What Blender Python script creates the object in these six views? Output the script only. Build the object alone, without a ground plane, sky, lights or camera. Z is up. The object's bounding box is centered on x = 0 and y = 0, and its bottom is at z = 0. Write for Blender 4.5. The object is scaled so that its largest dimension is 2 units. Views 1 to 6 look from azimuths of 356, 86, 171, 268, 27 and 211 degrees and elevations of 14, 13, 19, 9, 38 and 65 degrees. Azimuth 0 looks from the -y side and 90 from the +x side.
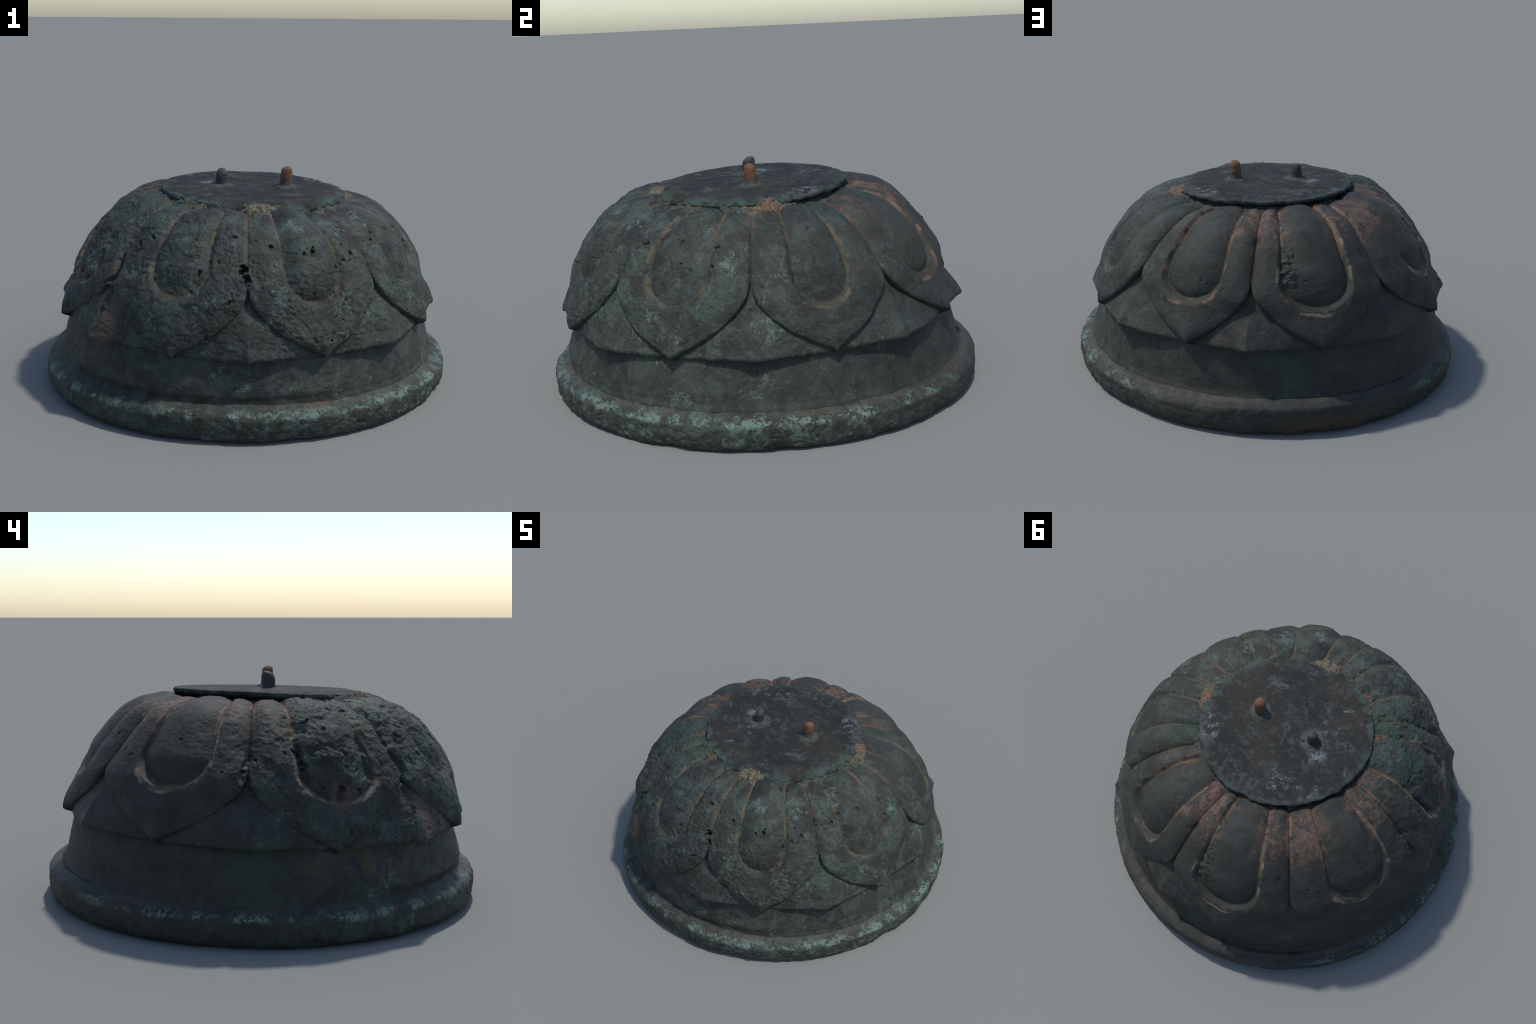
"""Weathered bronze lotus pedestal: foot ring, collar, eight sepals, eight petals
with raised bosses, a capping plate with two dowel pins and packing sediment."""
import bpy, math
import numpy as np

for o in list(bpy.data.objects):
    bpy.data.objects.remove(o)

# ------------------------------------------------------------------ noise ----
def _hash(ix, iy, iz, seed):
    h = (ix * 374761393 + iy * 668265263 + iz * 2147483647 + seed * 974634777) & 0xFFFFFFFF
    h = ((h ^ (h >> 13)) * 1274126177) & 0xFFFFFFFF
    h = ((h ^ (h >> 16)) * 2246822519) & 0xFFFFFFFF
    return ((h ^ (h >> 15)) & 0xFFFFFF) / float(0xFFFFFF) * 2 - 1

def vnoise(P, scale, seed=0):
    Q = P * scale + 100.0
    i = np.floor(Q).astype(np.int64)
    f = Q - i
    f = f * f * f * (f * (f * 6 - 15) + 10)
    out = 0.0
    for dx in (0, 1):
        wx = f[..., 0] if dx else 1 - f[..., 0]
        for dy in (0, 1):
            wy = f[..., 1] if dy else 1 - f[..., 1]
            for dz in (0, 1):
                wz = f[..., 2] if dz else 1 - f[..., 2]
                out = out + wx * wy * wz * _hash(i[..., 0] + dx, i[..., 1] + dy, i[..., 2] + dz, seed)
    return out

def fbm(P, scale, octaves=4, seed=0, gain=0.5):
    a, tot, out = 1.0, 0.0, 0.0
    for k in range(octaves):
        out = out + a * vnoise(P, scale * 2.03 ** k, seed + 17 * k)
        tot += a
        a *= gain
    return out / tot

def smooth(a, b, x):
    t = np.clip((x - a) / (b - a), 0, 1)
    return t * t * (3 - 2 * t)

def adiff(a, b):
    """signed angle a-b in degrees, wrapped to +-180"""
    return (a - b + 180.0) % 360.0 - 180.0

def angle_curve(th, knots):
    """smooth periodic curve through (degrees, value) knots"""
    a = np.array([k[0] for k in knots], float)
    v = np.array([k[1] for k in knots], float)
    return np.interp(np.mod(th, 360), a, v, period=360)

# --------------------------------------------------------------- profiles ----
def spline(pts, n=400):
    """Catmull-Rom through control points, resampled evenly by length"""
    p = np.array(pts, float)
    e = np.vstack([2 * p[0] - p[1], p, 2 * p[-1] - p[-2]])
    out = []
    for i in range(len(p) - 1):
        t = np.linspace(0, 1, 30, endpoint=False)[:, None]
        a, b, c, d = e[i], e[i + 1], e[i + 2], e[i + 3]
        out.append(0.5 * (2 * b + (c - a) * t + (2 * a - 5 * b + 4 * c - d) * t ** 2
                          + (3 * b - 3 * c + d - a) * t ** 3))
    out.append(p[-1:])
    q = np.vstack(out)
    L = np.concatenate([[0], np.cumsum(np.linalg.norm(np.diff(q, axis=0), axis=1))])
    s = np.linspace(0, L[-1], n)
    return np.stack([np.interp(s, L, q[:, k]) for k in range(q.shape[1])], 1)

# crest line of the petals (r, z), from under the plate down to the tip
DOME = spline([(0.415, 0.893), (0.47, 0.900), (0.53, 0.894), (0.59, 0.876), (0.65, 0.845),
               (0.705, 0.800), (0.75, 0.750), (0.790, 0.700), (0.825, 0.645), (0.852, 0.595),
               (0.876, 0.545), (0.898, 0.490), (0.916, 0.430), (0.922, 0.365)])
DOME_S = np.concatenate([[0], np.cumsum(np.linalg.norm(np.diff(DOME, axis=0), axis=1))])

def dome_z_to_s(z):
    k = DOME[:, 1].argmax()
    return np.interp(-np.asarray(z), -DOME[k:, 1], DOME_S[k:])

def dome(s):
    return np.interp(s, DOME_S, DOME[:, 0]), np.interp(s, DOME_S, DOME[:, 1])

def tilt(th, z):
    """the casting leans a little: its hem stands higher at the back"""
    w = smooth(0.15, 0.36, z) * (1 - smooth(0.5, 0.80, z))
    return w * 0.019 * np.cos(np.radians(th - 100)) - smooth(.74, .89, z) * .025 * np.clip(np.cos(np.radians(th - 345)), -.40, 1)

def swell(th, z):
    """the dome is not round: it bulges at the front and is flatter at the back"""
    k = angle_curve(th, [(0, .002), (15, .009), (32, .000), (37, -.018), (50, -.023), (70, -.021), (100, -.021), (150, -.022), (195, -.010), (222, .013),
                         (240, .030), (262, .037), (285, .017), (315, .001), (335, -.006)])
    low = angle_curve(th, [(0, -.006), (60, -.004), (130, -.012), (185, -.002), (215, .022), (250, .024), (280, .016), (320, .006)])
    m = smooth(.36, .52, z)
    return (k * m + low * (1 - m)) * smooth(.14, .20, z) * (1 - .45 * smooth(.80, .90, z)) - .016 * smooth(26, 12, np.abs(adiff(th, 198))) * smooth(.78, .86, z)

def erosion(th):
    """0 = smooth cast skin, 1 = pitted and corroded"""
    return angle_curve(th, [(0, .45), (25, .22), (60, .15), (110, .18), (150, .22), (175, .6), (200, .95),
                            (245, .9), (290, 1.0), (320, .75), (345, .5)])

# ------------------------------------------------------------------ petals ---
# left border, right border, tip angle, tip height, boss left, boss right, boss foot height, groove depth
PETALS = [
    dict(l=222.0, r=267.2, tip=247.5, zt=.356, bl=236.8, br=255.0, zb=.600, dep=.018, wall=.026),
    dict(l=267.2, r=309.5, tip=288.0, zt=.356, bl=278.5, br=297.0, zb=.580, dep=.018, wall=.022, bh=.028),
    dict(l=309.5, r=353.0, tip=332.0, zt=.352, bl=320.5, br=340.5, zb=.562, dep=.021, wall=.022),
    dict(l=353.0, r=394.0, tip=374.5, zt=.352, bl=365.5, br=381.5, zb=.552, dep=.020, wall=.024),
    dict(l=34.0, r=76.0, tip=58.5, zt=.366, bl=44.5, br=65.5, zb=.548, dep=.032, wall=.020),
    dict(l=76.0, r=122.6, tip=98.0, zt=.372, bl=86.0, br=110.0, zb=.546, dep=.032, wall=.020),
    dict(l=122.6, r=174.0, tip=149.5, zt=.374, bl=138.0, br=162.0, zb=.590, dep=.028, wall=.018),
    dict(l=174.0, r=222.0, tip=197.0, zt=.356, bl=189.0, br=212.0, zb=.548, dep=.025, wall=.026, bh=.024),
]
Z_SPLIT = 0.665      # below this height neighbouring petals part

# single casting holes: angle, height, radius, depth
HOLES = [(200, .565, .030, .030), (206, .575, .022, .020), (221, .62, .022, .03), (222, .50, .02, .02), (176, .70, .014, .02), (173, .66, .014, .02), (188, .73, .016, .02), (190, .68, .016, .02),
         
         (265.6, .705, .020, .055), (267.0, .675, .016, .040), (287.6, .765, .014, .04), (285.2, .757, .012, .03),
         (274.5, .79, .013, .022), (262.0, .83, .012, .02), (252.5, .69, .010, .02), (262, .60, .011, .016),
         (296.0, .70, .009, .015), (290, .43, .012, .018), (316.5, .77, .013, .025), (320.5, .80, .013, .016),
         (330.5, .79, .013, .016), (342.5, .77, .016, .018), (342.0, .70, .011, .018), (13.0, .83, .014, .016),
         (300.5, .78, .012, .016), (303, .74, .012, .016), (299, .72, .010, .014), (309.5, .80, .010, .014),
         (193, .83, .02, .016), (199, .80, .012, .014), (203, .72, .012, .014), (232, .80, .014, .02), (228, .77, .014, .02)]
RNG = np.random.RandomState(7)
for _ in range(420):
    th = RNG.uniform(0, 360)
    if RNG.uniform() < erosion(th) ** 1.6:
        z = RNG.uniform(.38, .89)
        rad = RNG.uniform(.0035, .0085)
        HOLES.append((th, z, rad, rad * RNG.uniform(.6, 1.5)))

def pit_depth(th, r, z, holes):
    d = np.zeros_like(r)
    for i, (ht, hz, rad, dep) in enumerate(holes):
        da = np.abs(adiff(th, ht))
        m = (da < 6) & (np.abs(z - hz) < .07)
        if not m.any():
            continue
        x = np.radians(adiff(th[m], ht)) * r[m]
        sl = 1.0 + 1.2 * smooth(.72, .88, hz)          # pits lie on the slope: height foreshortens
        y = (z[m] - hz) * sl
        c, s_ = math.cos(i * 1.7), math.sin(i * 1.7)
        x, y = c * x + s_ * y, -s_ * x + c * y
        wp = cart(th[m], r[m], z[m])
        x = x + rad * .9 * vnoise(wp, .9 / rad, i)
        y = y + rad * .9 * vnoise(wp, .9 / rad, i + 500)
        q = np.sqrt((x / (rad * (1.25 + .3 * math.sin(i)))) ** 2 + (y / rad) ** 2)
        k = np.clip(1 - q, 0, 1)
        rim = np.exp(-((q - 1.15) / .25) ** 2) * .10
        d[m] += dep * (smooth(0, .75, k) - rim * .5)
    return d

def surface_noise(P, th):
    """relief of the cast and corroded skin, in metres"""
    e = erosion(th)
    n = 0.0060 * fbm(P, 4.5, 3, 3) + 0.0026 * (0.5 + e) * fbm(P, 16, 3, 11)
    r = 1 - np.abs(fbm(P, 34, 3, 23))
    n = n + 0.0030 * (0.26 + e) * fbm(P * np.array((1, 1, 1.5)), 55, 3, 31) - 0.003 * e * smooth(.80, .97, r) * smooth(-.1, .5, fbm(P, 9, 2, 5))
    cz = smooth(48, 18, np.abs(adiff(th, 214))) * smooth(.40, .60, np.hypot(P[..., 2] - .0, 0)) 
    n = n + cz * (.006 * fbm(P, 16, 4, 43, .65) - .006 * smooth(.10, .30, fbm(P, 10, 3, 44)))
    for gt, z0, z1, wd in ((189.5, .60, .80, 2.2), (211.5, .58, .78, 2.4), (222.0, .55, .80, 2.0), (174.5, .60, .72, 1.6)):
        g = smooth(wd, .4, np.abs(adiff(th, gt + 2.2 * vnoise(P, 11, 49)))) * smooth(z0 - .03, z0 + .02, P[..., 2]) * smooth(z1 + .03, z1 - .02, P[..., 2])
        n = n - g * .020 * smooth(-.25, .25, fbm(P, 15, 3, 46))
    # lumpy crust along one side of a boss at the back
    cr = smooth(3.2, 0.8, np.abs(adiff(th, 88.5 + 1.6 * vnoise(P, 14, 48)))) * smooth(.62, .66, P[..., 2]) * smooth(.82, .78, P[..., 2])
    n = n + cr * (.006 + .022 * fbm(P, 40, 4, 47, .6))
    # patches of flaked-off skin on the worn side
    n = n - 0.004 * e * smooth(.12, .26, fbm(P, 12, 3, 41))
    return n

def boss_field(th, z, q):
    """elliptic distance: <1 inside the boss, legs run up to the plate"""
    c = .5 * (q['bl'] + q['br'])
    hw = .5 * (q['br'] - q['bl'])
    qq = adiff(th, c) / hw
    z0 = q['zb'] + .125
    e = np.maximum(0, (z0 - z) / .125)
    return np.sqrt(qq ** 2 + e ** 2), hw

def petal_edges(s, q):
    ss, st = dome_z_to_s(Z_SPLIT), dome_z_to_s(q['zt'])
    t = np.clip((s - ss) / (st - ss), 0, 1)
    f = np.clip(1 - t ** 2.1, 0, 1)
    l = q['tip'] - (q['tip'] - q['l']) * f
    r = q['tip'] + (q['r'] - q['tip']) * f
    return l, r, t

def petal_height(th, s, q):
    rb, z = dome(s)
    l, r, t = petal_edges(s, q)
    db = np.minimum(adiff(th, l) % 360, adiff(r, th) % 360)
    db = np.maximum(np.minimum(np.abs(adiff(th, l)), np.abs(adiff(r, th))), 0) * np.pi / 180 * rb
    e, hw = boss_field(th, z, q)
    hwm = np.radians(hw) * rb
    d = (1 - e) * hwm                        # metres, + inside
    P0 = cart(th, rb, z)
    dep = q['dep'] * (1 + 1.1 * erosion(th) * fbm(P0, 6, 2, 19)) * (0.45 + .27 * smooth(.90, .80, z) + .28 * smooth(.80, .62, z)) * (1 - .55 * erosion(th) * smooth(.76, .86, z))
    # band outside the groove: rounded, falling to the border groove above the parting
    up = smooth(.57, .70, z)
    left = adiff(th, .5 * (q['bl'] + q['br'])) < 0
    bw = np.where(left, adiff(q['bl'], q['l']), adiff(q['r'], q['br'])) * np.pi / 180 * rb
    wb = np.maximum(.62 * bw, .02)
    kb = np.clip(1 - db / wb, 0, 1)
    bd = angle_curve(th, [(5, .020), (34, .038), (76, .033), (122, .034), (174, .034), (222, .022), (267, .015), (309, .016), (353, .019)])
    h = -(bd * up * (.55 + .45 * smooth(.90, .82, z))) * kb ** 2.0 - .012 * (1 - .75 * up * (.4 + .6 * erosion(th))) * np.exp(-db / .007)
    # outer wall of the U groove
    hg = -dep * (1 - smooth(-.003, q['wall'], -d)) - .006 * np.exp(-np.maximum(-d, 0) / .03)
    outside = h + hg
    # boss: steep shoulder, domed middle, sinking towards its foot
    k = np.clip(d / np.maximum(hwm * .95, .01), 0, 1)
    sink = .020 * smooth(.74, .60, z)
    inside = -dep + (dep + q.get('bh', .014) - sink) * (1 - (1 - k) ** 2.3)
    inside = inside - .006
    hh = np.where(d > 0, inside, outside)
    # the free end curves in towards its edges
    mid = .5 * (l + r)
    qn = np.abs(adiff(th, mid)) / np.maximum(.5 * (r - l), 1.0)
    curl = angle_curve(th, [(15, .012), (38, .022), (60, .020), (100, .026), (150, .030), (200, .024), (250, .020), (300, .014), (335, .010)])
    hh = hh - (.005 + curl * np.clip(qn, 0, 1) ** 1.6) * smooth(.62, .50, z)
    # faint arris down to the tip
    hh = hh + .010 * smooth(.56, .40, z) * np.exp(-np.abs(adiff(th, q['tip'])) * np.pi / 180 * rb / .05)
    # at the back the petals rise a little to meet the plate
    hh = hh + .011 * smooth(.10, .02, s) * smooth(80, 55, np.abs(adiff(th, 120)))
    return hh, d

def grid_faces(nu, nv):
    i = np.arange(nu * nv).reshape(nv, nu)
    return np.stack([i[:-1, :-1], i[1:, :-1], i[1:, 1:], i[:-1, 1:]], -1).reshape(-1, 4)

ROOT = bpy.data.objects.new("lotus_pedestal", None)
bpy.context.scene.collection.objects.link(ROOT)
ROOT["label"] = "weathered green-black bronze lotus pedestal with two dowel pins"
ROOT["category"] = "lotus pedestal"

def to_mesh(name, V, F):
    me = bpy.data.meshes.new(name)
    V = np.asarray(V, np.float32)
    F = np.asarray(F, np.int32)
    me.vertices.add(len(V))
    me.vertices.foreach_set("co", V.ravel())
    n = F.shape[1]
    me.loops.add(F.size)
    me.loops.foreach_set("vertex_index", F.ravel())
    me.polygons.add(len(F))
    me.polygons.foreach_set("loop_start", np.arange(0, F.size, n, dtype=np.int32))
    me.update(calc_edges=True)
    me.validate()
    me.polygons.foreach_set("use_smooth", np.ones(len(me.polygons), bool))
    return me

def add(name, me, mat, parent=ROOT):
    ob = bpy.data.objects.new(name, me)
    bpy.context.scene.collection.objects.link(ob)
    ob.parent = parent
    me.materials.clear()
    me.materials.append(mat)
    return ob

def shell(P, inner):
    """close a grid patch (nv,nu,3) with an inner copy and side walls"""
    nv, nu = P.shape[:2]
    F = grid_faces(nu, nv)
    n = nu * nv
    border = np.concatenate([np.arange(nu), np.arange(1, nv) * nu + nu - 1,
                             (nv - 1) * nu + np.arange(nu - 2, -1, -1), np.arange(nv - 2, 0, -1) * nu])
    V = np.vstack([P.reshape(-1, 3), inner.reshape(-1, 3)])
    a, b = border, np.roll(border, -1)
    W = np.stack([b, a, a + n, b + n], -1)
    return V, np.vstack([F, F[:, ::-1] + n, W[:, ::-1]]), len(F)

def cart(th, r, z):
    a = np.radians(th)
    return np.stack([r * np.cos(a), r * np.sin(a), z], -1)

def split_object(name_a, name_b, V, F, is_b, mat_a, mat_b):
    """one smooth skin in two objects: shared border, shared normals"""
    me = to_mesh("skin", V, F)
    N = np.empty(len(V) * 3, np.float32)
    me.vertices.foreach_get("normal", N)
    N = N.reshape(-1, 3)
    obs = []
    for nm, sel, mat in ((name_a, ~is_b, mat_a), (name_b, is_b, mat_b)):
        f = F[sel]
        used, inv = np.unique(f, return_inverse=True)
        m = to_mesh(nm, V[used], inv.reshape(f.shape))
        m.normals_split_custom_set_from_vertices([tuple(x) for x in N[used].tolist()])
        obs.append((nm, m, mat))
    bpy.data.meshes.remove(me)
    a = add(*obs[0])
    b = add(*obs[1], parent=a)
    return a, b

# --------------------------------------------------------------- materials ---
class Nodes:
    def __init__(self, name):
        self.mat = bpy.data.materials.new(name)
        self.mat.use_nodes = True
        self.t = self.mat.node_tree
        self.t.nodes.clear()
        self.out = self.t.nodes.new("ShaderNodeOutputMaterial")
        self.b = self.t.nodes.new("ShaderNodeBsdfPrincipled")
        self.t.links.new(self.b.outputs[0], self.out.inputs[0])
        tc = self.t.nodes.new("ShaderNodeTexCoord")
        self.co = tc.outputs["Object"]
        sep = self.t.nodes.new("ShaderNodeSeparateXYZ")
        self.t.links.new(self.co, sep.inputs[0])
        self.x, self.y, self.z = sep.outputs
        self.r = self.m('SQRT', self.m('ADD', self.m('MULTIPLY', self.x, self.x), self.m('MULTIPLY', self.y, self.y)))

    def put(self, sock, v):
        if hasattr(v, "is_linked") or isinstance(v, bpy.types.NodeSocket):
            self.t.links.new(v, sock)
        else:
            sock.default_value = v

    def m(self, op, a, b=None, c=None, clamp=False):
        n = self.t.nodes.new("ShaderNodeMath")
        n.operation = op
        n.use_clamp = clamp
        for i, v in enumerate((a, b, c)):
            if v is not None:
                self.put(n.inputs[i], v)
        return n.outputs[0]

    def mul(self, *a):
        o = a[0]
        for v in a[1:]:
            o = self.m('MULTIPLY', o, v)
        return o

    def mx(self, *a):
        o = a[0]
        for v in a[1:]:
            o = self.m('MAXIMUM', o, v)
        return o

    def noise(self, scale, detail=4, rough=.55, dist=0.0, off=0.0, stretch=None):
        n = self.t.nodes.new("ShaderNodeTexNoise")
        mp = self.t.nodes.new("ShaderNodeMapping")
        mp.inputs["Location"].default_value = (off, off * 1.7, off * .6)
        if stretch:
            mp.inputs["Scale"].default_value = stretch
        self.t.links.new(self.co, mp.inputs[0])
        self.t.links.new(mp.outputs[0], n.inputs["Vector"])
        n.inputs["Scale"].default_value = scale
        n.inputs["Detail"].default_value = detail
        n.inputs["Roughness"].default_value = rough
        n.inputs["Distortion"].default_value = dist
        return n.outputs["Fac"]

    def step(self, v, a, b):
        n = self.t.nodes.new("ShaderNodeMapRange")
        n.interpolation_type = 'SMOOTHSTEP'
        self.put(n.inputs[0], v)
        n.inputs[1].default_value = a
        n.inputs[2].default_value = b
        return n.outputs[0]

    def band(self, v, a, b, soft):
        return self.mul(self.step(v, a - soft, a + soft), self.m('SUBTRACT', 1.0, self.step(v, b - soft, b + soft)))

    def around(self, deg, a, b):
        """1 near azimuth deg, falling from a to b degrees away"""
        d = math.radians(deg)
        c = self.m('ADD', self.mul(self.x, math.cos(d)), self.mul(self.y, math.sin(d)))
        c = self.m('DIVIDE', c, self.m('MAXIMUM', self.r, 1e-4))
        return self.step(c, math.cos(math.radians(b)), math.cos(math.radians(a)))

    def spot(self, p, a, b):
        d = self.t.nodes.new("ShaderNodeVectorMath")
        d.operation = 'DISTANCE'
        self.t.links.new(self.co, d.inputs[0])
        d.inputs[1].default_value = p
        return self.m('SUBTRACT', 1.0, self.step(d.outputs["Value"], a, b))

    def over(self, col, fac, new):
        n = self.t.nodes.new("ShaderNodeMix")
        n.data_type = 'RGBA'
        self.put(n.inputs[0], fac)
        for s, v in ((6, col), (7, new)):
            self.put(n.inputs[s], v if not isinstance(v, tuple) else (*v, 1.0))
        return n.outputs[2]

    def bump(self, h, strength, dist):
        n = self.t.nodes.new("ShaderNodeBump")
        n.inputs["Strength"].default_value = strength
        n.inputs["Distance"].default_value = dist
        self.put(n.inputs["Height"], h)
        self.t.links.new(n.outputs[0], self.b.inputs["Normal"])

DARK = (.0235, .0252, .0225)
BROWN = (.0350, .0335, .0265)
GREY = (.0430, .0470, .0440)
SAGE = (.060, .084, .069)
TEAL = (.036, .064, .051)
PALE = (.15, .22, .182)
OLIVE = (.115, .10, .042)
COPPER = (.215, .120, .082)
TAN = (.21, .16, .115)
RUST = (.26, .10, .040)
CHALK = (.15, .17, .185)

def worn_mask(N):
    """1 on the corroded, verdigris-speckled half of the casting"""
    return N.m('ADD', N.mul(N.around(265, 40, 120), .75), N.mul(N.around(355, 15, 75), .45), clamp=True)

def bronze(N, speck=1.0, pale=1.0):
    worn = worn_mask(N)
    n1, n2, n3 = N.noise(3.2, 5, .6, .3, 1.3), N.noise(11, 6, .65, .6, 4.1), N.noise(38, 5, .7, .8, 7.7)
    n4 = N.noise(95, 3, .7, .4, 2.2)
    col = N.over(DARK, N.step(n1, .38, .62), N.over(BROWN, worn, (.0340, .0350, .0260)))
    grey = N.mul(N.step(n2, .40, .62), N.m('ADD', .45, N.mul(worn, .5)))
    col = N.over(col, grey, N.over(GREY, worn, (.0435, .0525, .0450)))
    n5 = N.noise(150, 3, .75, .3, 5.5)
    n6 = N.noise(60, 5, .75, .6, 15.5)
    sg = N.mul(N.step(N.m('ADD', N.mul(n6, .55), N.mul(n2, .45)), .495, .585), N.m('ADD', .10, N.mul(worn, .75)))
    col = N.over(col, N.mul(sg, speck), SAGE)
    tl = N.mul(N.step(N.m('ADD', N.mul(N.noise(5.5, 5, .6, .8, 13.0), .75), N.mul(n6, .25)), .55, .63), .6)
    col = N.over(col, N.mul(tl, speck, N.m('ADD', .35, N.mul(worn, .65))), TEAL)
    # grain of the skin: dark pin-holes and light salts
    col = N.over(col, N.mul(N.step(n5, .54, .66), .45), N.over(DARK, worn, GREY))
    col = N.over(col, N.mul(N.step(n5, .46, .34), .5), (.016, .018, .016))
    # crusts of pale verdigris: blotches broken into grains
    pl = N.mul(N.step(N.m('ADD', N.mul(N.noise(7, 4, .6, 0, 21.), .55), N.mul(n3, .45)), .555, .62),
               N.step(N.m('ADD', N.mul(n4, .5), N.mul(n5, .5)), .44, .55), N.m('ADD', .08, N.mul(worn, .62)))
    col = N.over(col, N.mul(pl, pale), PALE)
    # thin branching specks
    ln = N.noise(34, 6, .8, .5, 9.0)
    rid = N.m('SUBTRACT', 1.0, N.m('ABSOLUTE', N.mul(N.m('SUBTRACT', ln, .5), 14.0)), clamp=True)
    br = N.mul(N.step(rid, .35, .95), N.step(N.noise(9, 3, .6, 0, 33.), .52, .63), N.m('ADD', .2, N.mul(worn, .6)))
    col = N.over(col, N.mul(br, .38 * pale), (.11, .135, .118))
    h = N.m('ADD', N.mul(n3, .45), N.m('ADD', N.mul(n4, .3), N.mul(n5, .25)))
    N.bump(h, .9, .007)
    N.b.inputs["Roughness"].default_value = .62
    N.b.inputs["Metallic"].default_value = .0
    N.b.inputs["Specular IOR Level"].default_value = .2
    return col, worn

def finish(N, col):
    N.put(N.b.inputs["Base Color"], col if not isinstance(col, tuple) else (*col, 1))
    return N.mat

def petal_material(i, q):
    N = Nodes("petal_bronze")
    col, worn = bronze(N)
    # angle inside the petal, degrees from the boss axis
    c = .5 * (q['bl'] + q['br'])
    hw = .5 * (q['br'] - q['bl'])
    a = math.radians(c)
    px = N.m('ADD', N.mul(N.x, math.cos(a)), N.mul(N.y, math.sin(a)))
    py = N.m('SUBTRACT', N.mul(N.y, math.cos(a)), N.mul(N.x, math.sin(a)))
    dth = N.mul(N.m('ARCTAN2', py, px), 180 / math.pi)
    wob = N.mul(N.m('SUBTRACT', N.noise(14, 3, .6, 0, 3. + i), .5), .22)
    e = N.mx(0.0, N.m('DIVIDE', N.m('SUBTRACT', q['zb'] + .125, N.z), .125))
    qq = N.m('DIVIDE', dth, hw)
    f = N.m('ADD', N.m('SQRT', N.m('ADD', N.mul(qq, qq), N.mul(e, e))), wob)
    groove = N.m('SUBTRACT', 1.0, N.step(N.m('ABSOLUTE', N.m('SUBTRACT', f, 1.02)), .03, .13))
    rimline = N.m('SUBTRACT', 1.0, N.step(N.m('ABSOLUTE', N.m('SUBTRACT', f, 1.09)), .015, .075))
    # distance to the border with the neighbours (upper part only)
    dl = N.m('ABSOLUTE', N.m('SUBTRACT', dth, q['l'] - c))
    dr = N.m('ABSOLUTE', N.m('SUBTRACT', dth, q['r'] - c))
    bd = N.m('MINIMUM', dl, dr)
    border = N.mul(N.m('SUBTRACT', 1.0, N.step(N.m('ADD', bd, N.mul(wob, 8)), .3, 2.2)), N.step(N.z, .66, .72))
    crease = N.mx(groove, border)
    back = N.around(112, 45, 95)             # the side where bare copper shows
    nz = N.noise(8, 5, .65, .5, 50. + i)
    # dull olive-brown soil inside the lower groove
    col = N.over(col, N.mul(groove, N.step(nz, .38, .6), .65), (.055, .048, .030))
    # bare copper high up in the creases and on the shoulders near the plate
    hi = N.step(N.z, .74, .84)
    col = N.over(col, N.mul(crease, hi, N.step(N.m('ADD', N.mul(nz, .6), N.mul(N.noise(35, 4, .7, .4, 99.), .4)), .42, .56), N.m('ADD', .34, N.mul(back, .6))), N.over(COPPER, N.step(N.noise(4, 3, .5, 0, 97.), .48, .58), (.165, .135, .085)))
    inb = N.step(N.m('ADD', f, N.mul(wob, 3.0)), .35, 1.0)                   # bands and boss flanks, not the rubbed crowns
    broad = N.mul(back, N.step(N.z, .77, .87), N.step(N.m('ADD', N.mul(N.noise(9, 5, .65, .6, 61.), .6), N.mul(N.noise(45, 4, .7, .4, 62.), .4)), .44, .55), inb, .75)
    col = N.over(col, broad, N.over((.075, .055, .042), N.step(N.noise(30, 4, .7, .5, 63.), .42, .6), (.150, .090, .064)))
    # pale tan or yellow line along the wall of the U groove
    tint = COPPER if q['tip'] == 58.5 else (TAN if 60 < q['tip'] < 220 else (.10, .085, .055))
    line = N.mul(rimline, N.step(N.noise(10, 4, .6, 0, 71. + i), .46, .60),
                 N.m('SUBTRACT', 1.0, N.step(N.z, .84, .9)))
    col = N.over(col, N.mul(line, .8), tint)
    yel = N.mul(N.mx(groove, N.mul(border, .6)), N.step(N.noise(6, 4, .6, 0, 83.), .57, .66), .6)
    col = N.over(col, yel, OLIVE)
    if 190 < q['tip'] < 205:
        for p in ((-.79, -.125, .665), (-.69, -.43, .640), (-.62, -.55, .66)):
            ch = N.mul(N.spot(p, .015, .075), N.step(N.noise(18, 5, .7, .5, 98.), .46, .56), .75)
            col = N.over(col, ch, (.075, .055, .040))
        hol = N.mul(N.spot((-.795, -.285, .560), .03, .085), N.step(nz, .36, .5), .85)
        col = N.over(col, hol, (.080, .058, .045))
    # green crust beside the plate
    crust = N.mul(N.around(212, 12, 30), N.step(N.z, .78, .86), N.step(N.noise(16, 6, .75, .5, 91.), .47, .56))
    crust = N.mx(crust, N.mul(N.around(30, 5, 16), N.step(N.z, .80, .87), N.step(N.noise(14, 5, .7, .5, 92.), .47, .56)))
    col = N.over(col, N.mul(crust, .75), (.030, .060, .046))
    if 90 < q['tip'] < 105:
        cst = N.mul(N.around(88.5, 1.0, 4.2), N.band(N.z, .64, .80, .02), N.step(N.noise(40, 4, .7, .4, 94.), .44, .56))
        col = N.over(col, N.mul(cst, .75), (.030, .048, .038))
    return finish(N, col)

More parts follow.
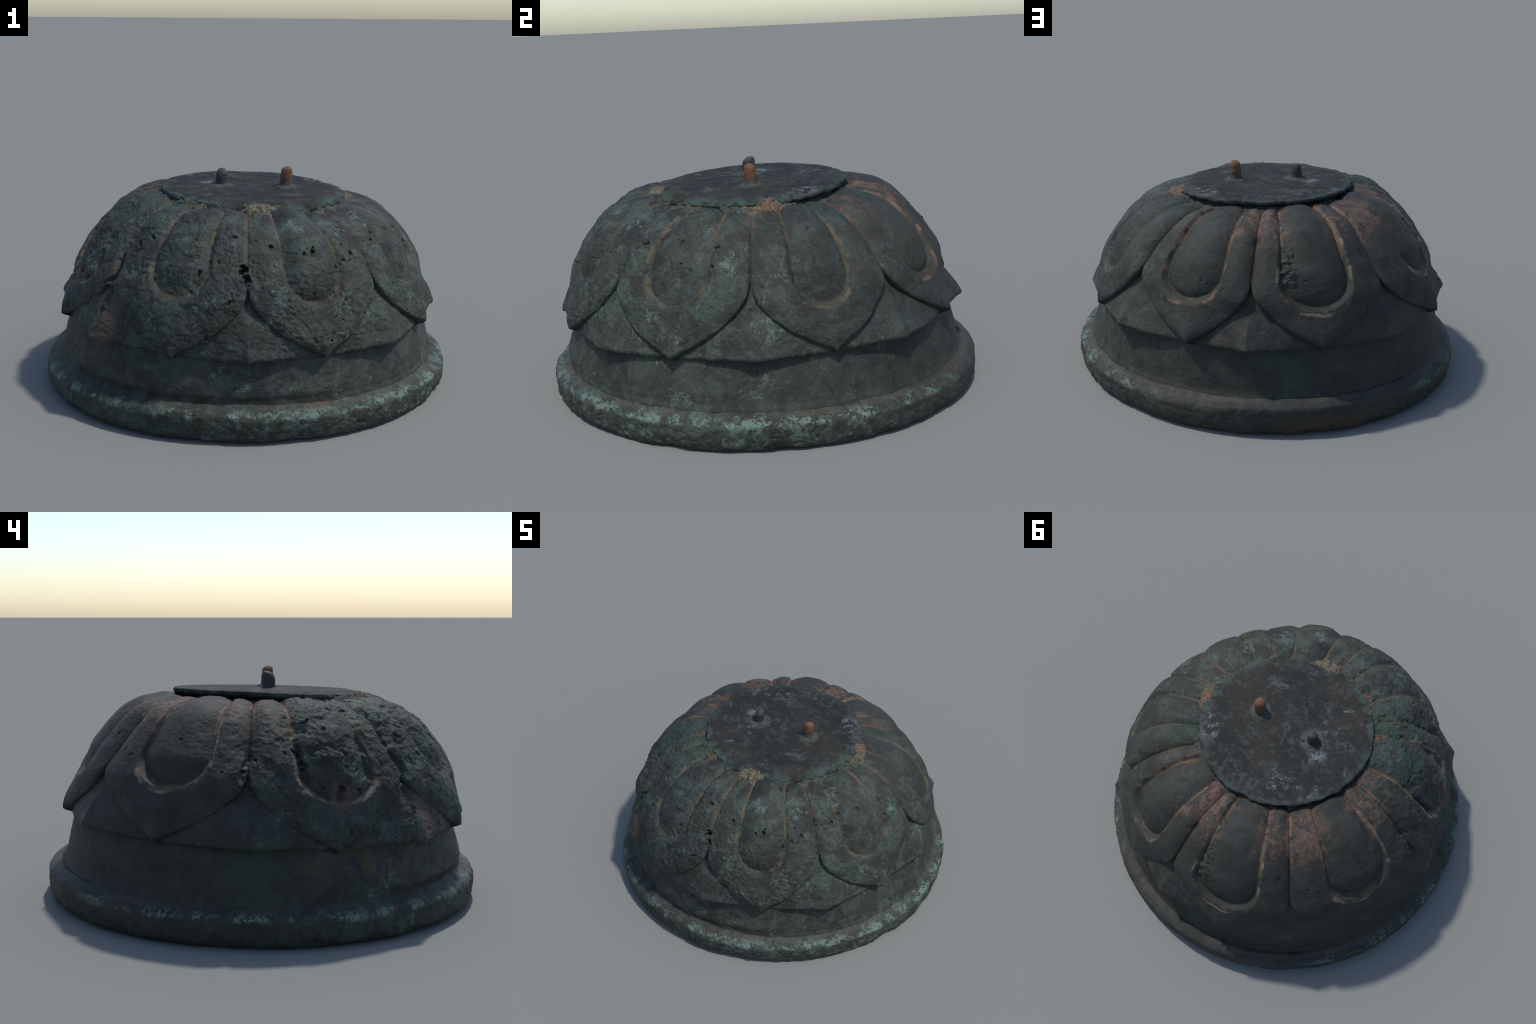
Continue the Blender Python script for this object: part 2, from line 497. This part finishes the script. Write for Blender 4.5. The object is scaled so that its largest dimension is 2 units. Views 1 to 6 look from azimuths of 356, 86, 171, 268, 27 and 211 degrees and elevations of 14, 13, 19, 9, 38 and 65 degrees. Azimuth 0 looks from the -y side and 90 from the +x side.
def sepal_material():
    N = Nodes("sepal_bronze")
    col, worn = bronze(N, pale=1.1)
    g = N.mul(N.around(60, 30, 60), N.step(N.noise(6, 4, .6, .4, 15.), .5, .62), N.step(N.z, .45, .56), .8)
    col = N.over(col, g, (.026, .056, .043))
    pk = N.mul(N.around(78, 8, 18), N.step(N.noise(16, 5, .7, .4, 16.), .48, .6), .5)
    col = N.over(col, pk, (.075, .054, .042))
    for p in ((-.835, .270, .50), (-.80, .20, .58), (-.81, .10, .63), (-.63, -.60, .50)):
        rub = N.mul(N.spot(p, .02, .085), N.step(N.noise(16, 5, .7, .5, 18.), .44, .56), .8)
        col = N.over(col, rub, (.068, .052, .036))
    strip = N.mul(N.around(226, 1, 3.2), N.step(N.noise(9, 3, .5, 0, 17.), .36, .5), .6)
    col = N.over(col, strip, (.085, .055, .042))
    return finish(N, col)

def collar_material():
    N = Nodes("collar_bronze")
    col, worn = bronze(N, speck=.55, pale=.75)
    o = N.mul(N.around(205, 8, 22), N.step(N.z, .22, .28), N.step(N.noise(8, 4, .6, .6, 19.), .42, .58), .8)
    col = N.over(col, o, (.070, .053, .026))
    g = N.mul(N.mx(N.around(86, 4, 11), N.around(176, 3, 9)), N.step(N.noise(9, 4, .6, .6, 20.), .42, .58), .7)
    col = N.over(col, g, (.026, .055, .032))
    return finish(N, col)

def foot_material():
    N = Nodes("foot_bronze")
    col, worn = bronze(N, speck=.9, pale=.9)
    n = N.noise(9, 5, .65, .5, 27.)
    fine = N.noise(30, 4, .7, .7, 28.)
    # verdigris where the upper edge is rubbed and holds water
    edge = N.band(N.m('ADD', N.z, N.mul(N.m('SUBTRACT', n, .5), .05)), .110, .139, .009)
    edge = N.mul(edge, N.step(N.m('ADD', N.mul(n, .55), N.mul(fine, .45)), .475, .56), N.step(N.noise(75, 3, .7, .3, 31.), .36, .52))
    amount = N.m('ADD', .12, N.m('ADD', N.mul(N.around(325, 60, 95), .72), N.mul(N.around(180, 38, 62), .62)), clamp=True)
    amount = N.mul(amount, N.m('SUBTRACT', 1.0, N.mul(N.around(98, 22, 36), .8)))
    col = N.over(col, N.mul(edge, amount), PALE)
    low = N.mul(N.step(N.m('ADD', N.mul(n, .45), N.mul(fine, .55)), .53, .59), N.around(320, 55, 90), .55)
    col = N.over(col, low, (.09, .135, .115))
    # soil on the ledge
    led = N.mul(N.step(N.r, .972, .955), N.step(N.z, .10, .13)) if False else \
        N.mul(N.m('SUBTRACT', 1.0, N.step(N.r, .945, .965)), N.step(N.noise(5, 4, .6, .3, 29.), .42, .6), .75)
    col = N.over(col, led, (.062, .060, .046))
    red = N.mul(N.mx(N.mul(N.around(60, 4, 12), .6), N.around(285, 1, 4)), N.step(N.z, .125, .14), N.step(fine, .46, .58), .5)
    col = N.over(col, red, (.13, .07, .055))
    br = N.mul(N.around(100, 8, 16), N.m('SUBTRACT', 1.0, N.step(N.z, .09, .12)), N.step(n, .38, .5), .8)
    col = N.over(col, br, (.050, .040, .026))
    return finish(N, col)

def plate_material():
    N = Nodes("plate_bronze")
    n1, n2, n3, n4 = N.noise(4, 5, .6, .3, 2.), N.noise(13, 6, .65, .6, 5.), N.noise(42, 4, .7, .5, 8.), N.noise(7, 5, .6, .5, 37.)
    col = N.over((.020, .022, .0215), N.step(n1, .4, .6), (.030, .0285, .023))
    col = N.over(col, N.mul(N.step(N.m('ADD', N.mul(n2, .5), N.mul(n3, .5)), .49, .58), .6), (.051, .060, .060))
    # chalky blue-white blooms, more of them on the far left half
    side = N.m('ADD', .25, N.mul(N.around(170, 60, 130), .6))
    fn = N.noise(85, 4, .75, .3, 43.)
    ch = N.mul(N.step(N.m('ADD', N.mul(n4, .5), N.mul(n2, .5)), .545, .63), N.step(N.m('ADD', N.mul(n3, .5), N.mul(fn, .5)), .47, .56), side)
    col = N.over(col, N.mul(ch, .9), CHALK)
    for p in ((.40, .12, .925), (.33, .16, .925), (-.10, .28, .925), (-.19, .03, .93), (.36, .19, .925)):
        s = N.mul(N.spot(p, .01, .07), N.step(N.m('ADD', N.mul(n2, .5), N.mul(fn, .5)), .49, .56), .8)
        col = N.over(col, s, CHALK)
    for p, rad in (((.183, -.042, .92), .075), ((-.132, -.030, .93), .085)):
        s = N.mul(N.spot(p, rad * .55, rad), N.step(n3, .33, .5), .6)
        col = N.over(col, s, (.085, .09, .078))
    # green rim
    d = N.spot((.025, -.033, .92), .39, .432)
    rim = N.mul(N.m('SUBTRACT', 1.0, d), N.step(N.m('ADD', N.mul(n2, .6), N.mul(n3, .4)), .42, .54), N.m('ADD', .45, N.mul(N.around(290, 50, 110), .5)))
    col = N.over(col, rim, (.046, .070, .060))
    N.bump(N.m('ADD', N.mul(n2, .5), N.mul(n3, .5)), .35, .004)
    N.b.inputs["Roughness"].default_value = .75
    N.b.inputs["Specular IOR Level"].default_value = .12
    return finish(N, col)

def pin_material(name, low, top, z0, z1):
    N = Nodes(name)
    n = N.noise(40, 4, .65, .4, 3.)
    zz = N.m('ADD', N.z, N.mul(N.m('SUBTRACT', N.noise(22, 3, .6, 0, 6.), .5), .05))
    col = N.over(low, N.step(zz, z0, z1), top)
    col = N.over(col, N.mul(N.step(n, .55, .66), .45), (.045, .043, .036))
    N.bump(n, .4, .004)
    N.b.inputs["Roughness"].default_value = .75
    return finish(N, col)

def sediment_material():
    N = Nodes("packing_sediment")
    n, f = N.noise(18, 5, .7, .5, 2.), N.noise(70, 4, .7, .3, 4.)
    col = N.over((.028, .030, .025), N.step(f, .35, .6), (.052, .060, .050))
    tan = N.mx(N.around(274, 6, 11), N.around(358, 6, 12), N.mul(N.around(308, 14, 26), .4))
    col = N.over(col, N.mul(tan, N.step(n, .30, .5)), N.over((.055, .048, .030), N.step(f, .42, .58), (.15, .125, .08)))
    rust = N.mx(N.around(238, 5, 9), N.around(214, 5, 9), N.mul(N.around(4, 4, 9), .5))
    col = N.over(col, N.mul(rust, N.step(f, .36, .5)), (.14, .068, .034))
    grn = N.mul(N.around(226, 12, 26), N.step(n, .45, .55), .8)
    col = N.over(col, grn, (.032, .062, .047))
    N.bump(f, .8, .008)
    N.b.inputs["Roughness"].default_value = .9
    return finish(N, col)

# ------------------------------------------------------------------- build ---
def build_petals():
    nu, nv = 190, 210
    for i, q in enumerate(PETALS):
        s_tip = dome_z_to_s(q['zt'])
        s = s_tip * np.linspace(0, 1, nv) ** 0.96
        p = np.linspace(-1, 1, nu)
        p = np.sign(p) * (1 - (1 - np.abs(p)) ** 1.25)          # finer near the borders
        l, r, t = petal_edges(s, q)
        # leave a little width at the very tip
        S, PP = np.meshgrid(s, p, indexing='ij')
        TH = (.5 * (l + r))[:, None] + PP * np.maximum(.5 * (r - l), .25)[:, None]
        R, Z = dome(S)
        H, D = petal_height(TH, S, q)
        base = cart(TH, R, Z)
        # displace outwards low down, along the slope's normal higher up
        k = smooth(.66, .86, Z)
        g = np.gradient(R[:, 0], s), np.gradient(Z[:, 0], s)
        nr, nz = -g[1], g[0]
        ln = np.hypot(nr, nz)
        nr, nz = nr / ln, nz / ln
        dr = (1 - k) + k * nr[:, None]
        dz = k * nz[:, None]
        # ragged free edge on the eroded side
        H = H + surface_noise(base, TH) * smooth(-.2, .25, 1 - np.abs(PP) + .3)
        H = H - pit_depth(TH, R, Z, HOLES)
        edge = smooth(.012, .0, np.minimum((1 - np.abs(PP)) * .3, (s_tip - S)))
        rag = edge * smooth(.62, .5, Z) * (erosion(TH)) * .006 * fbm(base, 40, 2, 77)
        R2 = R + H * dr + swell(TH, Z)
        Z2 = Z + H * dz + tilt(TH, Z) + rag
        outer = cart(TH, R2, Z2)
        low = smooth(.62, .42, Z)
        inner = cart(TH, np.minimum(R + swell(TH, Z) - .062, R2 - .02), Z2 - .022 * low - .02 * (1 - low))
        V, F, nf = shell(outer, inner)
        fd = D[:-1, :-1].ravel()
        isb = np.zeros(len(F), bool)
        isb[:nf] = fd > 0
        mat = petal_material(i, q)
        split_object("petal", "petal_boss", V, F, isb, mat, mat)

def build_sepals():
    mat = sepal_material()
    prof = spline([(.765, .690), (.795, .640), (.830, .570), (.862, .500), (.890, .430), (.907, .385), (.914, .362)], 200)
    n = len(PETALS)
    nu, nv = 110, 90
    for i, q in enumerate(PETALS):
        nx = PETALS[(i + 1) % n]
        a0, a1 = q['tip'], q['tip'] + (adiff(nx['tip'], q['tip']) % 360)
        mid = a0 + (adiff(q['r'], a0) % 360)
        u = np.linspace(0, 1, nu)
        th = np.concatenate([a0 + (mid - a0) * u[u < .5] * 2, mid + (a1 - mid) * (u[u >= .5] - .5) * 2])
        w = np.abs(np.linspace(-1, 1, nu))                        # 0 at the ridge, 1 under the petal tips
        v = np.linspace(0, 1, nv)
        R = np.repeat(np.interp(v, np.linspace(0, 1, 200), prof[:, 0])[:, None], nu, 1)
        Z = np.repeat(np.interp(v, np.linspace(0, 1, 200), prof[:, 1])[:, None], nu, 1)
        TH = np.repeat(th[None], nv, 0)
        W = np.repeat(w[None], nv, 0)
        vv = v[:, None]
        arris = .024 * np.exp(-W / .16) - .036 * W ** 1.0 + .004
        R = R + arris * smooth(.25, 1, vv)
        Z = Z - .004 * W ** 1.5 * smooth(.3, 1, vv)
        base = cart(TH, R, Z)
        R = R + angle_curve(TH, [(355, .0), (10, .016), (45, .016), (60, .0)]) * smooth(.70, 1, vv) * .8
        R = R + angle_curve(TH, [(0, .004), (20, .002), (40, .000), (76, -.002), (120, -.003), (175, .003), (222, .012), (262, .002)]) * smooth(.35, .6, vv) * (1 - .8 * smooth(.75, 1, vv))
        Z = Z + angle_curve(TH, [(60, .0), (120, .008), (175, .012), (230, .010), (270, .0), (350, .0)]) * smooth(.6, 1, vv)
        R = R - angle_curve(TH, [(0, .004), (34, .012), (76, .016), (122, .008), (175, .005), (200, .002), (220, .0)]) * (1 - smooth(.45, .80, vv))
        H = surface_noise(base, TH) - pit_depth(TH, R, Z, HOLES)
        fade = smooth(0, .06, np.minimum(W * 0 + 1, 1 - W) + 1e-3) * .7 + .3
        R = R - .07 * smooth(.25, .75, W) * (1 - smooth(.30, .72, vv)) + swell(TH, Z)
        R2 = R + H * fade - .006 * smooth(.965, 1.0, vv)
        e = erosion(TH)
        Z2 = Z + tilt(TH, Z) + e * smooth(.9, 1, vv) * .006 * fbm(base, 30, 2, 78)
        outer = cart(TH, R2, Z2)
        inner = cart(TH, np.minimum(R - .055, .86), Z2 - .004 - .006 * smooth(.8, 1, vv))
        V, F, _ = shell(outer, inner)
        add("sepal", to_mesh("sepal", V, F), mat)

def revolve(profile, nu, fn, name, mat, closed=False):
    """surface of revolution with a displacement rule fn(th, r, z) -> (r, z)"""
    th = np.linspace(0, 360, nu, endpoint=False)
    TH, K = np.meshgrid(th, np.arange(len(profile)), indexing='xy')
    R, Z = profile[K, 0], profile[K, 1]
    R, Z = fn(TH, R, Z)
    P = cart(TH, R, Z)
    nv = len(profile)
    i = np.arange(nu * nv).reshape(nv, nu)
    j = np.roll(i, -1, axis=1)
    F = np.stack([i[:-1], j[:-1], j[1:], i[1:]], -1).reshape(-1, 4)
    return add(name, to_mesh(name, P.reshape(-1, 3), F), mat)

def build_foot():
    prof = spline([(.02, .012), (.50, .010), (.86, .006), (.945, .000), (.970, .003), (.986, .022), (.993, .055), (.993, .092),
                   (.989, .114), (.976, .129), (.948, .143), (.924, .156), (.905, .163), (.88, .164)], 320)
    def fn(th, r, z):
        P = cart(th, r, z)
        w = smooth(.80, .93, r)
        e = .35 + .65 * angle_curve(th, [(0, .9), (35, .5), (60, .3), (120, .4), (170, .2), (215, .4), (255, .9), (320, 1)])
        low = smooth(.09, .0, z)
        d = .006 * fbm(P, 4, 3, 51) + .007 * e * fbm(P, 13, 3, 52) + .004 * e * fbm(P, 45, 3, 53)
        d = d - .010 * e * low * smooth(.1, .3, fbm(P, 10, 3, 54)) - .003 * e * smooth(.78, .96, 1 - np.abs(fbm(P, 30, 2, 55)))
        zz = z + w * (.006 * low * (1 + fbm(P, 7, 3, 56)) * e + .0035 * fbm(P, 9, 3, 57) * smooth(.10, .13, z))
        size = angle_curve(th, [(0, -.004), (30, -.003), (60, -.004), (110, -.007), (150, -.009), (185, .0), (208, .012), (225, .016), (255, .007), (290, .000), (330, -.003)])
        step = smooth(40, 22, np.abs(adiff(th, 100))) * smooth(.10, .128, z) * smooth(.915, .935, r)
        return r + (d + size) * w + .008 * step, np.maximum(zz + .014 * step - .006 * smooth(80, 40, np.abs(adiff(th, 335))) * smooth(.10, .13, z), .0)
    revolve(prof, 900, fn, "foot_ring", foot_material())

def build_collar():
    prof = spline([(.926, .148), (.922, .160), (.916, .174), (.912, .195), (.905, .230), (.893, .275), (.882, .315),
                   (.872, .350), (.855, .385), (.82, .40)], 140)
    def fn(th, r, z):
        P = cart(th, r, z)
        e = .35 + .5 * erosion(th)
        d = .006 * fbm(P, 4, 3, 61) + .004 * e * fbm(P, 20, 3, 62) + .0025 * e * fbm(P, 60, 2, 63)
        return r + d + swell(th, z), z + tilt(th, z)
    revolve(prof, 800, fn, "collar", collar_material())

def build_core():
    prof = spline([(.84, .34), (.80, .42), (.76, .56), (.71, .68), (.62, .79), (.52, .835), (.40, .85), (.20, .86), (.01, .86)], 60)
    def fn(th, r, z):
        return r + swell(th, z), z
    revolve(prof, 160, fn, "inner_core", sediment_material())

PC = np.array((.025, -.033))
def plate_top(x, y):
    return .935 - .031 * (x - PC[0]) + .022 * y

def build_plate():
    mat = plate_material()
    nu = 560
    th = np.linspace(0, 360, nu, endpoint=False)
    prof = [(0.004, 0.0)] + [(k, 0.0) for k in np.linspace(.02, .405, 66)] + \
           [(.418, .0), (.427, -.0005), (.433, -.0015), (.4362, -.003), (.4375, -.006), (.4378, -.010), (.436, -.015),
            (.430, -.021), (.42, -.026), (.40, -.034), (.36, -.036), (.2, -.036), (.01, -.036)]
    prof = np.array(prof)
    n1 = 1 + 66
    TH, K = np.meshgrid(th, np.arange(len(prof)), indexing='xy')
    R, Z = prof[K, 0], prof[K, 1]
    # worn chamfer on the front and right, crisp overhanging rim on the back and left
    worn = angle_curve(TH, [(0, .9), (30, .6), (60, .25), (110, .1), (150, .0), (180, .15), (215, .7), (250, 1), (310, 1)])
    P0 = cart(TH, R, Z + .9)
    edge = smooth(.385, .43, R)
    wob = 1 + .010 * np.sin(np.radians(2 * TH + 40)) * edge
    R2 = R * wob + edge * (.010 * fbm(P0, 9, 3, 71) + .010 * fbm(P0, 34, 3, 72) * (.5 + worn))
    R2 = R2 + worn * edge * .016 * smooth(-.004, -.026, Z) * (K < len(prof) - 4)
    Z2 = Z - worn * edge * (.012 + .016 * smooth(0, .5, fbm(P0, 14, 3, 73)))
    Z2 = Z2 + .0022 * fbm(P0, 6, 3, 74) + .0012 * fbm(P0, 24, 3, 75)
    V = cart(TH, R2, Z2)
    V[..., 0] += PC[0]
    V[..., 1] += PC[1]
    V[..., 2] += plate_top(V[..., 0], V[..., 1])
    # raised collars of lead around the pins
    top = (K < n1 + 2)
    for (px, py), rad, hgt, sd in (((.183, -.042), .062, .007, 81), ((-.132, -.030), .070, .003, 82)):
        d = np.hypot(V[..., 0] - px, V[..., 1] - py)
        d = d + .012 * fbm(V, 22, 2, sd)
        V[..., 2] += np.where(top, hgt * smooth(rad, rad - .012, d) + .016 * np.exp(-(d / .034) ** 2), 0)
    nv = len(prof)
    i = np.arange(nu * nv).reshape(nv, nu)
    j = np.roll(i, -1, axis=1)
    F = np.stack([i[:-1], i[1:], j[1:], j[:-1]], -1).reshape(-1, 4)
    add("top_plate", to_mesh("top_plate", V.reshape(-1, 3), F), mat)

def build_pin(name, foot, head, rad, mat, cut, seed):
    nu, nv = 48, 60
    v = np.linspace(0, 1, nv)
    f, h = np.array(foot), np.array(head)
    L = np.linalg.norm(h - f)
    # radius along the pin: flared base, straight shank, rounded head
    cap = .26
    rr = rad * (1 + .75 * np.exp(-v / .09))
    rr = rr * (1 - .06 * v) * np.where(v > 1 - cap, np.sqrt(np.clip(1 - ((v - 1 + cap) / cap) ** 2.6, 0, 1)), 1)
    rr[-1] = .0005
    th = np.linspace(0, 2 * np.pi, nu, endpoint=False)
    T, Vv = np.meshgrid(th, v, indexing='xy')
    R = rr[:, None] * (1 + .05 * np.cos(2 * T + seed))
    C = f[None, None] + (h - f)[None, None] * Vv[..., None]
    P = C + np.stack([R * np.cos(T), R * np.sin(T), 0 * T], -1)
    # the head is worn lopsided
    sl = smooth(.55, 1, Vv)
    P[..., 2] += sl * (cut[0] * (P[..., 0] - C[..., 0]) + cut[1] * (P[..., 1] - C[..., 1]))
    n = fbm(P, 45, 3, seed)
    P[..., :2] += (P[..., :2] - C[..., :2]) * (.10 * n)[..., None]
    i = np.arange(nu * nv).reshape(nv, nu)
    j = np.roll(i, -1, axis=1)
    F = np.stack([i[:-1], j[:-1], j[1:], i[1:]], -1).reshape(-1, 4)
    add(name, to_mesh(name, P.reshape(-1, 3), F), mat)

def build_sediment():
    """earthy packing squeezed out between plate and petals"""
    nu, nv = 700, 40
    th = np.linspace(0, 360, nu, endpoint=False)
    v = np.linspace(0, 1, nv)
    TH, VV = np.meshgrid(th, v, indexing='xy')
    amount = angle_curve(TH, [(0, 1.0), (12, .7), (22, .35), (60, .45), (110, .40), (160, .34), (192, .45), (204, .7), (224, 1.0), (236, .85),
                              (248, .75), (262, .8), (268, 1.15), (280, 1.0), (288, .65), (330, .6), (346, .7), (352, 1.05)])
    r0 = np.hypot(PC[0] + .36 * np.cos(np.radians(TH)), PC[1] + .36 * np.sin(np.radians(TH)))
    R = r0 + VV * (.10 + .055 * amount)
    Z = .872 + (.018 + .008 * amount) * (1 - VV ** 3) + .006 * amount - .035 * VV ** 2
    a = np.radians(TH)
    Z = Z + np.clip(plate_top(R * np.cos(a), R * np.sin(a)) - .931, -.02, .03) * smooth(-.2, .3, amount)
    Z = Z + .017 * smooth(.35, .8, amount)
    P = cart(TH, R, Z)
    d = .010 * fbm(P, 22, 3, 91) + .007 * fbm(P, 55, 3, 92)
    P = cart(TH, R + d * .8, Z + d * (.4 + np.clip(amount, 0, 1)))
    i = np.arange(nu * nv).reshape(nv, nu)
    j = np.roll(i, -1, axis=1)
    F = np.stack([i[:-1], i[1:], j[1:], j[:-1]], -1).reshape(-1, 4)
    ob = add("packing_sediment", to_mesh("packing_sediment", P.reshape(-1, 3), F), sediment_material())
    ob["kind"] = "stuff"

build_foot()
build_collar()
build_core()
build_sepals()
build_petals()
build_plate()
build_sediment()
build_pin("rusty_dowel_pin", (.182, -.040, .915), (.192, -.046, 1.032), .0285,
          pin_material("rusty_pin", (.050, .048, .040), (.13, .058, .026), .945, .985), (.05, -.1), 5)
build_pin("dark_dowel_pin", (-.134, -.030, .915), (-.125, -.034, 1.020), .029,
          pin_material("dark_pin", (.026, .028, .028), (.046, .036, .033), .985, 1.015), (.05, .30), 9)
